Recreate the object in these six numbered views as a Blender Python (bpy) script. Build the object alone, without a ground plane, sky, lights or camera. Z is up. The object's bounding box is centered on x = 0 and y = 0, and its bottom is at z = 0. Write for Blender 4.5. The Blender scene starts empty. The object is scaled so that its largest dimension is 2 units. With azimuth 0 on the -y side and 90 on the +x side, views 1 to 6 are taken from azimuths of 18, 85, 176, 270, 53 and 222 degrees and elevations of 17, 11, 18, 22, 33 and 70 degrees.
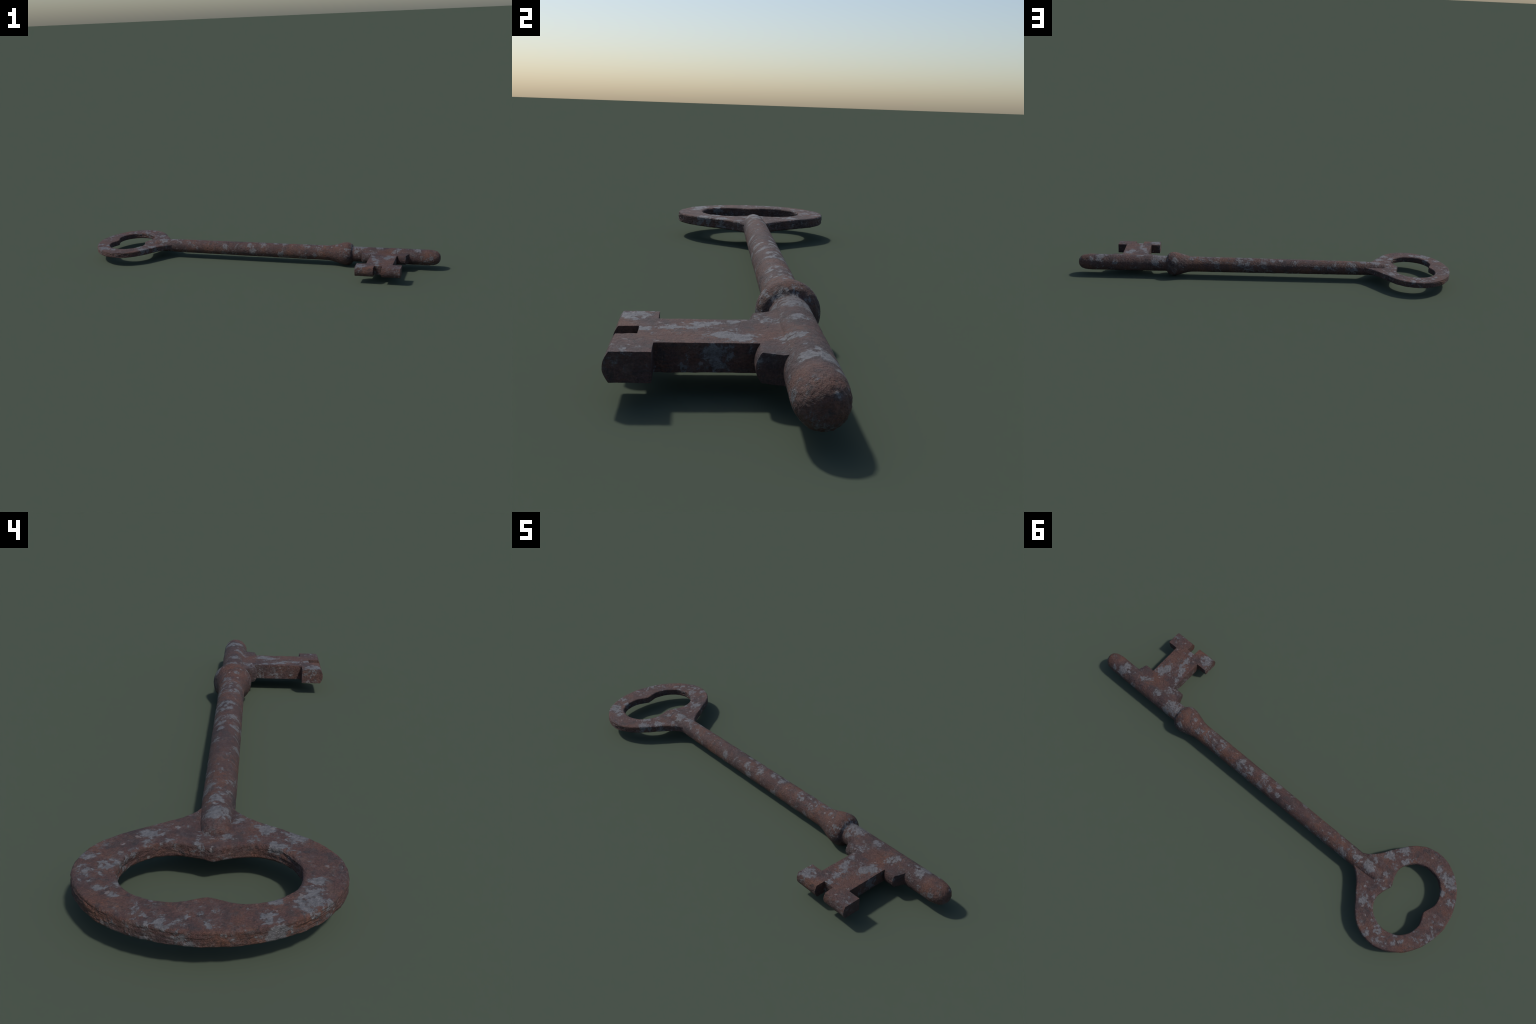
# An old rusted iron door key lying on its collar: oval bow with a kidney hole,
# round shank with a swollen collar, round-nosed pin and a flat warded bit.
import bpy, bmesh, math
from mathutils import Vector, noise

Y0, Z0 = 0.0298, 0.0627            # axis of the shank (runs along x)

# ------------------------------------------------------------------ helpers
def smooth(a, b, t):
    t = min(1.0, max(0.0, (t - a) / (b - a)))
    return t * t * (3 - 2 * t)

def catmull(pts, n):
    """n+1 samples of a Catmull-Rom curve through 2D points (centripetal-ish)."""
    P = [Vector((2 * pts[0][0] - pts[1][0], 2 * pts[0][1] - pts[1][1]))] + \
        [Vector(p) for p in pts] + \
        [Vector((2 * pts[-1][0] - pts[-2][0], 2 * pts[-1][1] - pts[-2][1]))]
    out = []
    for i in range(1, len(P) - 2):
        p0, p1, p2, p3 = P[i - 1:i + 3]
        t = [0.0]
        for a, b in ((p0, p1), (p1, p2), (p2, p3)):
            t.append(t[-1] + max(1e-6, (b - a).length) ** 0.5)
        for k in range(40):
            u = t[1] + (t[2] - t[1]) * k / 40
            A1 = p0 * ((t[1] - u) / (t[1] - t[0])) + p1 * ((u - t[0]) / (t[1] - t[0]))
            A2 = p1 * ((t[2] - u) / (t[2] - t[1])) + p2 * ((u - t[1]) / (t[2] - t[1]))
            A3 = p2 * ((t[3] - u) / (t[3] - t[2])) + p3 * ((u - t[2]) / (t[3] - t[2]))
            B1 = A1 * ((t[2] - u) / (t[2] - t[0])) + A2 * ((u - t[0]) / (t[2] - t[0]))
            B2 = A2 * ((t[3] - u) / (t[3] - t[1])) + A3 * ((u - t[1]) / (t[3] - t[1]))
            out.append(B1 * ((t[2] - u) / (t[2] - t[1])) + B2 * ((u - t[1]) / (t[2] - t[1])))
    out.append(P[-2])
    L = [0.0]
    for a, b in zip(out, out[1:]):
        L.append(L[-1] + (b - a).length)
    res, j = [], 0
    for k in range(n + 1):
        s = L[-1] * k / n
        while j < len(L) - 2 and L[j + 1] < s:
            j += 1
        f = (s - L[j]) / max(1e-9, L[j + 1] - L[j])
        res.append(out[j].lerp(out[j + 1], min(1.0, max(0.0, f))))
    return res

def fbm(p, f, octaves=3):
    v, a = 0.0, 1.0
    for _ in range(octaves):
        v += a * noise.noise(p * f)
        f *= 2.1
        a *= 0.5
    return v

def corrosion(p):
    """metres of relief that rust has left on a surface point"""
    return 0.0006 * fbm(p, 22, 2) + 0.0006 * fbm(p, 80, 3)

def emit(name, verts, faces, mat, parent, normals=None):
    me = bpy.data.meshes.new(name)
    me.from_pydata([tuple(v) for v in verts], [], faces)
    me.materials.append(mat)
    me.polygons.foreach_set("use_smooth", [True] * len(me.polygons))
    me.update()
    if normals is not None:
        me.normals_split_custom_set_from_vertices([tuple(n) for n in normals])
    ob = bpy.data.objects.new(name, me)
    bpy.context.scene.collection.objects.link(ob)
    ob.parent = parent
    return ob

# ------------------------------------------------------------------ material
def rust_material():
    m = bpy.data.materials.new("rusted_iron")
    m.use_nodes = True
    nt = m.node_tree
    N, Lk = nt.nodes, nt.links
    N.clear()
    out = N.new("ShaderNodeOutputMaterial")
    bs = N.new("ShaderNodeBsdfPrincipled")
    Lk.new(bs.outputs[0], out.inputs[0])
    tc = N.new("ShaderNodeTexCoord")
    P = tc.outputs["Object"]

    def link(a, b):
        if isinstance(a, (int, float)):
            b.default_value = a
        else:
            Lk.new(a, b)

    def noise_tex(scale, detail=3, rough=0.55, dist=0.0, vec=None):
        n = N.new("ShaderNodeTexNoise")
        n.inputs["Scale"].default_value = scale
        n.inputs["Detail"].default_value = detail
        n.inputs["Roughness"].default_value = rough
        n.inputs["Distortion"].default_value = dist
        Lk.new(vec or P, n.inputs["Vector"])
        return n

    def math_node(op, a, b=0.0, c=0.0):
        n = N.new("ShaderNodeMath")
        n.operation = op
        link(a, n.inputs[0]); link(b, n.inputs[1]); link(c, n.inputs[2])
        return n.outputs[0]

    def rng(v, a, b, lo=0.0, hi=1.0, kind='SMOOTHSTEP'):
        n = N.new("ShaderNodeMapRange")
        n.interpolation_type = kind
        link(v, n.inputs[0])
        n.inputs[1].default_value, n.inputs[2].default_value = a, b
        n.inputs[3].default_value, n.inputs[4].default_value = lo, hi
        return n.outputs[0]

    def mix(f, a, b, mode='MIX'):
        n = N.new("ShaderNodeMix")
        n.data_type = 'RGBA'
        n.blend_type = mode
        link(f, n.inputs["Factor"])
        for v, s in ((a, n.inputs[6]), (b, n.inputs[7])):
            if isinstance(v, tuple):
                s.default_value = (*v, 1)
            else:
                Lk.new(v, s)
        return n.outputs[2]

    def ramp(v, stops):
        n = N.new("ShaderNodeValToRGB")
        e = n.color_ramp.elements
        while len(e) < len(stops):
            e.new(0.5)
        for el, (p, c) in zip(e, stops):
            el.position = p
            el.color = (*c, 1)
        link(v, n.inputs[0])
        return n.outputs[0]

    # --- rust body: broad red-brown / purple-brown / orange drifts
    broad = noise_tex(9, 3, 0.6, 0.4).outputs["Fac"]
    base = ramp(broad, [(0.32, (0.032, 0.018, 0.019)), (0.46, (0.058, 0.026, 0.023)),
                        (0.57, (0.077, 0.032, 0.023)), (0.68, (0.102, 0.040, 0.024))])
    tan = rng(noise_tex(24, 4, 0.65).outputs["Fac"], 0.54, 0.74)
    base = mix(math_node('MULTIPLY', tan, 0.6), base, (0.100, 0.058, 0.045))
    dark = rng(noise_tex(42, 5, 0.72, 0.3).outputs["Fac"], 0.52, 0.68)
    base = mix(math_node('MULTIPLY', dark, 0.8), base, (0.024, 0.018, 0.020))
    # --- the rolled iron splits in thin level layers: dark seams and tan lips on upright faces
    lay_map = N.new("ShaderNodeMapping")
    lay_map.inputs["Scale"].default_value = (30, 30, 190)
    Lk.new(P, lay_map.inputs["Vector"])
    lay = noise_tex(1.0, 4, 0.62, 0.2, lay_map.outputs[0]).outputs["Fac"]
    base = mix(math_node('MULTIPLY', rng(lay, 0.55, 0.66), 0.70), base, (0.036, 0.024, 0.023))
    base = mix(math_node('MULTIPLY', rng(lay, 0.46, 0.30), 0.38), base, (0.110, 0.058, 0.038))
    # --- fine grain
    grain = noise_tex(260, 4, 0.7).outputs["Fac"]
    g = rng(grain, 0.30, 0.70, 0.52, 1.48, 'LINEAR')
    gr = N.new("ShaderNodeCombineColor")
    for i in range(3):
        Lk.new(g, gr.inputs[i])
    base = mix(1.0, base, gr.outputs[0], 'MULTIPLY')

    # --- grey flakes of old scale that still cling to the iron
    warp = noise_tex(70, 3, 0.6)
    wv = N.new("ShaderNodeVectorMath"); wv.operation = 'MULTIPLY_ADD'
    Lk.new(warp.outputs["Color"], wv.inputs[0])
    wv.inputs[1].default_value = (0.022, 0.022, 0.022)
    Lk.new(P, wv.inputs[2])
    cell = N.new("ShaderNodeTexVoronoi")
    cell.inputs["Scale"].default_value = 85
    Lk.new(wv.outputs[0], cell.inputs["Vector"])
    sep = N.new("ShaderNodeSeparateColor")
    Lk.new(cell.outputs["Color"], sep.inputs[0])
    field = noise_tex(13, 3, 0.55, 0.3).outputs["Fac"]
    field2 = noise_tex(120, 5, 0.70).outputs["Fac"]
    f = math_node('ADD', math_node('MULTIPLY_ADD', field, 0.62, 0.19),
                  math_node('MULTIPLY', math_node('SUBTRACT', sep.outputs[0], 0.5), 0.20))
    f = math_node('ADD', f, math_node('MULTIPLY', math_node('SUBTRACT', field2, 0.5), 0.52))
    near = None
    for px, py, pz, pr in PATCHES:
        d = N.new("ShaderNodeVectorMath"); d.operation = 'DISTANCE'
        Lk.new(P, d.inputs[0])
        d.inputs[1].default_value = (px / 100, py / 100, pz / 100)
        b = rng(d.outputs["Value"], pr * 0.0025, pr * 0.0125, 1, 0)
        near = b if near is None else math_node('MAXIMUM', near, b)
    f = math_node('ADD', f, math_node('MULTIPLY', near, 0.22))
    flake = rng(f, 0.600, 0.662)
    haze = rng(f, 0.50, 0.62)
    gtone = ramp(noise_tex(120, 4, 0.65).outputs["Fac"],
                 [(0.30, (0.056, 0.054, 0.056)), (0.50, (0.110, 0.108, 0.115)), (0.72, (0.172, 0.169, 0.174))])
    col = mix(math_node('MULTIPLY', haze, 0.35), base, (0.110, 0.086, 0.084))
    col = mix(math_node('MULTIPLY', flake, 0.84), col, gtone)
    # small pale chips
    chip_c = N.new("ShaderNodeTexVoronoi")
    chip_c.inputs["Scale"].default_value = 42
    Lk.new(wv.outputs[0], chip_c.inputs["Vector"])
    csep = N.new("ShaderNodeSeparateColor"); Lk.new(chip_c.outputs["Color"], csep.inputs[0])
    chip = math_node('MULTIPLY', rng(chip_c.outputs["Distance"], 0.16, 0.24, 1, 0), rng(csep.outputs[1], 0.80, 0.82))
    col = mix(math_node('MULTIPLY', chip, 0.7), col, (0.17, 0.150, 0.146))
    Lk.new(col, bs.inputs["Base Color"])
    Lk.new(rng(flake, 0, 1, 0.72, 0.46, 'LINEAR'), bs.inputs["Roughness"])
    bs.inputs["Specular IOR Level"].default_value = 0.5
    # --- relief below the mesh: pitted rust, slightly raised flakes
    pit = noise_tex(135, 5, 0.68).outputs["Fac"]
    h = math_node('ADD', math_node('MULTIPLY', pit, 1.0), math_node('MULTIPLY', flake, 0.22))
    h = math_node('ADD', h, math_node('MULTIPLY', noise_tex(520, 3, 0.6).outputs["Fac"], 0.35))
    b = N.new("ShaderNodeBump")
    b.inputs["Strength"].default_value = 0.95
    b.inputs["Distance"].default_value = 0.0055
    Lk.new(h, b.inputs["Height"])
    Lk.new(b.outputs[0], bs.inputs["Normal"])
    return m

# where larger patches of scale survive: centre and reach, centimetres
BOW_PATCHES = [(-66.5, -13.5, 7.8, 2.4), (-62.9, -7.2, 7.8, 2.8), (-67.6, -5, 7.8, 2.2), (-70, -9.5, 7.8, 2.1),
               (-83, -16, 7.8, 2.3), (-86.6, -15.1, 7.8, 2.6), (-90.2, -14.6, 7.8, 3.5), (-90.2, -8.5, 7.8, 1.7),
               (-95.5, -7.4, 7.8, 2.7), (-66.1, 15.6, 7.8, 2.5), (-69.7, 15.1, 7.8, 2.4), (-73, 17.9, 7.8, 1.5),
               (-75.6, 25.9, 7.5, 2.0), (-78.5, 21.7, 7.8, 2.4), (-80.5, 25.9, 7.5, 2.2), (-83.4, 25.5, 7.5, 1.6),
               (-87.2, 21.8, 7.8, 1.7), (-89.1, 19, 7.8, 1.5), (-97.5, 2.2, 7.8, 2.0), (-97.5, 9.5, 7.5, 1.9),
               (-66.4, 0.5, 7.8, 1.3), (-68.9, 11.1, 7.8, 1.7), (-98.5, 6, 5.4, 2.6), (-97.5, -9, 6, 3.0), (-60, -9, 6, 2.2)]
STEM_PATCHES = [(14.2, 2.5, 10.1, 2.2), (9.7, 3.6, 10.1, 2.9), (1.9, 2, 10, 2.8), (1.3, 5.8, 9, 3.1), (-3.4, 4.6, 9.8, 2.2),
                (14.1, 6.2, 8.6, 2.5), (-7.8, 4.4, 9.9, 1.5), (-49.2, 1.9, 10, 3.2), (-45.4, 5.6, 9.2, 2.8),
                (-59.5, 3.3, 10.1, 2.9), (-52.4, 3.3, 10.1, 2), (-46.8, 6.9, 7, 4.2), (-26.8, 6.9, 7.2, 1.8),
                (10.5, 6.9, 6.9, 4.2), (32.4, -0.8, 5.7, 1.7), (13.1, -0.7, 5.5, 1.7), (28.6, 1.1, 9.6, 1.2),
                (-37.1, -0.8, 6.4, 1.4), (-20.2, -0.3, 8.2, 2), (-3.6, -0.8, 5.7, 2.6), (-5, 0.4, 9.1, 2.2),
                (56.6, 2.8, 10.2, 5.4), (55.5, 4.5, 9.8, 3.0), (67.7, 2.9, 10.1, 2.3), (80.5, 6.7, 7.8, 2.2), (88.7, 5.1, 9.6, 2.5),
                (88.3, 2, 10, 2.2), (93.2, 5.9, 9, 1.9), (77.2, 1.7, 9.9, 2.4), (59.4, 6.3, 8.2, 2.8),
                (96.8, 1.8, 9.4, 1.5), (98.4, 4.4, 8.2, 1.3), (95, -0.6, 7, 1.6), (48.6, 7.6, 9.6, 2.0), (44.5, 1.6, 11, 1.3)]
BIT_PATCHES = [(62.1, -24.5, 8.7, 3.6), (70.3, -22.7, 8.7, 1.6), (75.3, -6.6, 8.7, 2.5), (73.1, -9.2, 8.7, 2.6),
               (69.3, -18.8, 8.7, 2.1), (68.2, -14.8, 8.7, 2.6), (66.8, -11.8, 8.7, 2.1), (66, -8.2, 8.7, 1.8),
               (76, -0.4, 8.7, 2.3), (78, -10, 6, 3.2), (70, -20, 3.9, 4)]
PATCHES = BOW_PATCHES + STEM_PATCHES + BIT_PATCHES
RUST = rust_material()

key = bpy.data.objects.new("antique_key", None)
bpy.context.scene.collection.objects.link(key)
key["label"] = "old rusted iron skeleton key with oval bow and notched bit"
key["category"] = "key"

# ------------------------------------------------------------------ turned stem
PROFILE = [(-0.6530, 0.0), (-0.6527, 0.0140), (-0.6505, 0.0225), (-0.6435, 0.0287), (-0.630, 0.0320), (-0.610, 0.0338),
           (-0.575, 0.0352), (-0.520, 0.0366), (-0.30, 0.0380), (0.0, 0.0393), (0.25, 0.0402),
           (0.37, 0.0405), (0.398, 0.0408), (0.414, 0.0428), (0.431, 0.0470), (0.455, 0.0543), (0.474, 0.0597),
           (0.488, 0.0621), (0.498, 0.0626), (0.507, 0.0617), (0.516, 0.0582), (0.5245, 0.0525), (0.5295, 0.0455),
           (0.5330, 0.0416), (0.5390, 0.0405), (0.552, 0.0407), (0.70, 0.0415), (0.90, 0.0418), (0.945, 0.0413), (0.967, 0.0384),
           (0.983, 0.0325), (0.993, 0.0238), (0.9985, 0.0130), (1.0, 0.0)]
COLLAR_FROM, COLLAR_TO = 0.392, 0.533

def build_stem():
    prof = catmull(PROFILE, 760)
    seg = 112
    verts, rows, xs = [], [], []
    for k, (x, r) in enumerate(prof):
        if r < 1e-4 or k in (0, len(prof) - 1):
            rows.append([len(verts)] * seg)
            verts.append(Vector((x, Y0, Z0)))
        else:
            row = []
            for s in range(seg):
                a = 2 * math.pi * s / seg
                c = Vector((0, math.cos(a), math.sin(a)))
                p = Vector((x, Y0, Z0)) + c * r
                d = corrosion(p)
                # the collar and the nose are pitted more deeply
                w = smooth(0.40, 0.46, x) * (1 - smooth(0.52, 0.54, x)) + smooth(0.94, 0.98, x)
                d += 0.0017 * w * fbm(p + Vector((3, 1, 2)), 140, 3)
                p += c * min(d, 0.0009 if x < 0.44 or x > 0.52 else -0.0001)
                row.append(len(verts))
                verts.append(p)
            rows.append(row)
        xs.append(x)
    faces, cx = [], []
    for k in range(len(rows) - 1):
        for s in range(seg):
            t = (s + 1) % seg
            q = [rows[k][s], rows[k][t], rows[k + 1][t], rows[k + 1][s]]
            q = list(dict.fromkeys(q))
            faces.append(q[::-1])
            cx.append(0.5 * (xs[k] + xs[k + 1]))
    tmp = bpy.data.meshes.new("tmp")
    tmp.from_pydata([tuple(v) for v in verts], [], faces)
    tmp.update()
    nrm = [v.normal.copy() for v in tmp.vertices]
    out = sum((Vector(p.normal).dot(Vector(p.center) - Vector((p.center[0], Y0, Z0))) for p in tmp.polygons))
    bpy.data.meshes.remove(tmp)
    if out < 0:
        faces = [f[::-1] for f in faces]
        nrm = [-n for n in nrm]
    for name, lo, hi in (("shank", -9, COLLAR_FROM), ("collar", COLLAR_FROM, COLLAR_TO), ("pin", COLLAR_TO, 9)):
        remap, vs, ns, fs = {}, [], [], []
        for f, x in zip(faces, cx):
            if lo <= x < hi:
                g = []
                for i in f:
                    if i not in remap:
                        remap[i] = len(vs)
                        vs.append(verts[i]); ns.append(nrm[i])
                    g.append(remap[i])
                fs.append(g)
        emit(name, vs, fs, RUST, key, ns)

build_stem()

# ------------------------------------------------------------------ bow
BOW_H, BOW_R = 0.0158, 0.0062      # half thickness, edge rounding
OUTER = [(-0.512, 0.0), (-0.518, 0.018), (-0.531, 0.0345), (-0.553, 0.047), (-0.584, 0.077), (-0.612, 0.116), (-0.642, 0.158),
         (-0.664, 0.187), (-0.694, 0.216), (-0.740, 0.2415), (-0.793, 0.2505), (-0.846, 0.2415),
         (-0.882, 0.223), (-0.925, 0.190), (-0.9645, 0.135), (-0.9895, 0.068), (-0.9995, 0.0)]
INNER = [(-0.7175, 0.0), (-0.7155, 0.008), (-0.709, 0.023), (-0.7015, 0.047), (-0.697, 0.080), (-0.7075, 0.1135), (-0.736, 0.1465),
         (-0.776, 0.164), (-0.812, 0.166), (-0.853, 0.154), (-0.8815, 0.1310), (-0.901, 0.0975), (-0.9075, 0.056),
         (-0.9015, 0.034), (-0.8930, 0.013), (-0.8890, 0.0)]

def build_bow():
    C = Vector((-0.80, 0.0))
    n = 420
    half = catmull(OUTER, n)
    fine_in = catmull(INNER, 4000)
    ang = lambda p: math.atan2(p.y, p.x - C.x)
    ain = [ang(p) for p in fine_in]
    outer, inner, j = [], [], 0
    for p in half:
        a = ang(p)
        while j < len(ain) - 1 and ain[j] < a - 1e-9:
            j += 1
        outer.append(p.copy()); inner.append(fine_in[j].copy())
    inner[0], inner[-1] = fine_in[0].copy(), fine_in[-1].copy()
    mir = lambda L: L + [Vector((p.x, -p.y)) for p in L[-2:0:-1]]
    outer, inner = mir(outer), mir(inner)
    M = len(outer)

    def normals(L, sgn):
        R = []
        for i in range(M):
            t = (L[(i + 2) % M] - L[i - 2])
            R.append(Vector((t.y, -t.x)).normalized() * sgn)
        for _ in range(3):                       # soften around the cusps
            R = [(R[i - 1] + R[i] * 2 + R[(i + 1) % M]).normalized() for i in range(M)]
        return R
    no, ni = normals(outer, 1), normals(inner, -1)
    if no[M // 4].y < 0:
        no = [-v for v in no]; ni = [-v for v in ni]
    verts, rings = [], []

    def ring(fn):
        r = []
        for i in range(M):
            x, y, z, nx, ny, nz, edge = fn(i)
            p = Vector((x, y + Y0, z + Z0))
            d = corrosion(p)
            if edge > 0:   # rust has delaminated the rim into thin layers
                q = Vector((p.x * 26, p.y * 26, p.z * 170))
                lay = noise.noise(q) + 0.6 * noise.noise(q * 2.3) + 0.3 * noise.noise(q * 4.1)
                patchy = smooth(-0.25, 0.35, noise.noise(p * 9 + Vector((5, 5, 5))))
                d += edge * (0.0021 * lay * (0.25 + 0.75 * patchy) + 0.0008 * fbm(p, 170, 3) - 0.0006)
            d = min(d, 0.0006)
            r.append(len(verts))
            verts.append(p + Vector((nx, ny, nz)) * d)
        rings.append(r)

    def edge_ring(L, NN, inset, z, c, s, e):
        ring(lambda i: (L[i].x - NN[i].x * inset, L[i].y - NN[i].y * inset, z,
                        NN[i].x * c, NN[i].y * c, s, e))
    K = 9
    # top: from outer edge to inner edge, then inner wall, bottom, outer wall
    arc = [math.pi / 2 * k / K for k in range(K + 1)]
    flat = 26
    def face(sign, seq):
        for f in seq:
            def fn(i, f=f):
                a = outer[i] - no[i] * BOW_R; b = inner[i] - ni[i] * BOW_R
                p = a.lerp(b, f)
                # plate sunk around the stem's tongue, modelled to darken the contact shadow there
                ex = p.x - max(-0.625, p.x)
                gap = math.hypot(ex, p.y)
                z = BOW_H - 0.0024 * (1 - smooth(0.029, 0.043, gap))
                return (p.x, p.y, sign * z, 0, 0, sign, 0)
            ring(fn)
    wall = 22
    for a in arc:                                           # outer top rounding, going up
        edge_ring(outer, no, BOW_R * (1 - math.cos(a)), BOW_H - BOW_R + BOW_R * math.sin(a), math.cos(a), math.sin(a), 1 - a / (math.pi / 2))
    face(1, [k / flat for k in range(1, flat)])
    for a in arc[::-1]:
        edge_ring(inner, ni, BOW_R * (1 - math.cos(a)), BOW_H - BOW_R + BOW_R * math.sin(a), math.cos(a), math.sin(a), 1 - a / (math.pi / 2))
    zz = [(BOW_H - BOW_R) * (1 - 2 * k / wall) for k in range(1, wall)]
    for z in zz:
        edge_ring(inner, ni, 0, z, 1, 0, 1)
    for a in arc:
        edge_ring(inner, ni, BOW_R * (1 - math.cos(a)), -(BOW_H - BOW_R + BOW_R * math.sin(a)), math.cos(a), -math.sin(a), 1 - a / (math.pi / 2))
    face(-1, [1 - k / flat for k in range(1, flat)])
    for a in arc[::-1]:
        edge_ring(outer, no, BOW_R * (1 - math.cos(a)), -(BOW_H - BOW_R + BOW_R * math.sin(a)), math.cos(a), -math.sin(a), 1 - a / (math.pi / 2))
    for z in zz[::-1]:
        edge_ring(outer, no, 0, z, 1, 0, 1)
    faces = []
    for k in range(len(rings)):
        A, B = rings[k], rings[(k + 1) % len(rings)]
        for i in range(M):
            t = (i + 1) % M
            faces.append([A[i], A[t], B[t], B[i]])
    # orient: a top-face polygon must look up
    f = faces[(K + 5) * M]
    nrm = (verts[f[1]] - verts[f[0]]).cross(verts[f[2]] - verts[f[1]])
    if nrm.z < 0:
        faces = [q[::-1] for q in faces]
    emit("bow", verts, faces, RUST, key)

build_bow()

# ------------------------------------------------------------------ bit
BIT_H = 0.0242                      # half thickness
XC = 0.710
WARD, WEB, ROOT = 0.1163, 0.0685, 0.1145
SLOT = (0.6885, 0.7305)
D_IN, D_ROOT, D_WARD, D_SLOT, D_OUT = 0.012, 0.0722, 0.2365, 0.2655, 0.2996
BULGE = 0.0095

def build_bit():
    def lines(marks, step):
        L = []
        for a, b in zip(marks, marks[1:]):
            n = max(1, round((b - a) / step))
            L += [a + (b - a) * k / n for k in range(n)]
        return L + [marks[-1]]
    xs = lines([XC - WARD, XC - ROOT, XC - WEB, SLOT[0], SLOT[1], XC + WEB, XC + ROOT, XC + WARD], 0.0042)
    ds = lines([D_IN, D_ROOT, D_WARD, D_SLOT, D_OUT], 0.0042)
    zs = lines([-BIT_H, BIT_H], 0.0042)

    def solid(i, j):
        if not (0 <= i < len(xs) - 1 and 0 <= j < len(ds) - 1):
            return False
        x = 0.5 * (xs[i] + xs[i + 1]); d = 0.5 * (ds[j] + ds[j + 1])
        if d < D_ROOT:
            return abs(x - XC) < ROOT
        if d < D_WARD:
            return abs(x - XC) < WEB
        if SLOT[0] < x < SLOT[1] and d > D_SLOT:
            return False
        return abs(x - XC) < WARD
    bm = bmesh.new()
    vd = {}
    def V(i, j, k):
        if (i, j, k) not in vd:
            vd[i, j, k] = bm.verts.new((xs[i], ds[j], zs[k]))
        return vd[i, j, k]
    nz = len(zs) - 1
    for i in range(len(xs) - 1):
        for j in range(len(ds) - 1):
            if not solid(i, j):
                continue
            for k in (0, nz):
                bm.faces.new((V(i, j, k), V(i + 1, j, k), V(i + 1, j + 1, k), V(i, j + 1, k)))
            for di, dj, a, b in ((-1, 0, (0, 0), (0, 1)), (1, 0, (1, 0), (1, 1)), (0, -1, (0, 0), (1, 0)), (0, 1, (0, 1), (1, 1))):
                if not solid(i + di, j + dj):
                    for k in range(nz):
                        bm.faces.new((V(i + a[0], j + a[1], k), V(i + b[0], j + b[1], k),
                                      V(i + b[0], j + b[1], k + 1), V(i + a[0], j + a[1], k + 1)))
    bmesh.ops.recalc_face_normals(bm, faces=bm.faces)
    sharp = [e for e in bm.edges if len(e.link_faces) == 2 and e.calc_face_angle() > 0.8]
    bmesh.ops.bevel(bm, geom=sharp, offset=0.0012, segments=2, profile=0.6, affect='EDGES', clamp_overlap=True)
    bm.normal_update()
    for v in bm.verts:
        x, d, w = v.co
        nrm = v.normal
        sx = 1 if x > XC else -1
        ax = abs(x - XC)
        arc = 1 - (w / BIT_H) ** 2
        if d > D_SLOT + 0.001:
            d += BULGE * arc * smooth(D_SLOT, D_OUT - 0.004, d)
        if d <= D_ROOT + 0.0005:
            out = smooth(WEB + 0.0005, WEB + 0.005, ax)
            # the root spreads along the shank towards its foot
            x += sx * out * smooth(WEB, ROOT, ax) * (D_ROOT - min(d, D_ROOT)) / 0.037 * 0.0135
            d += BULGE * arc * out * smooth(D_IN + 0.03, D_ROOT - 0.003, d)
        # weld fillet against the round shank
        dd = v.co.y
        th = 1 + 0.13 * (1 - smooth(0.027, 0.042, dd))
        w *= th
        p = Vector((x, Y0 - d, Z0 + w))
        disp = min(0.0004, corrosion(p) * 0.9)
        v.co = p + Vector((nrm.x, -nrm.y, nrm.z)) * disp
    bmesh.ops.recalc_face_normals(bm, faces=bm.faces)
    me = bpy.data.meshes.new("bit")
    for f in bm.faces:
        f.smooth = True
    bm.normal_update()
    for e in bm.edges:
        if len(e.link_faces) == 2 and e.calc_face_angle() > math.radians(38):
            e.smooth = False
    bm.to_mesh(me)
    bm.free()
    me.materials.append(RUST)
    ob = bpy.data.objects.new("bit", me)
    bpy.context.scene.collection.objects.link(ob)
    ob.parent = key

build_bit()
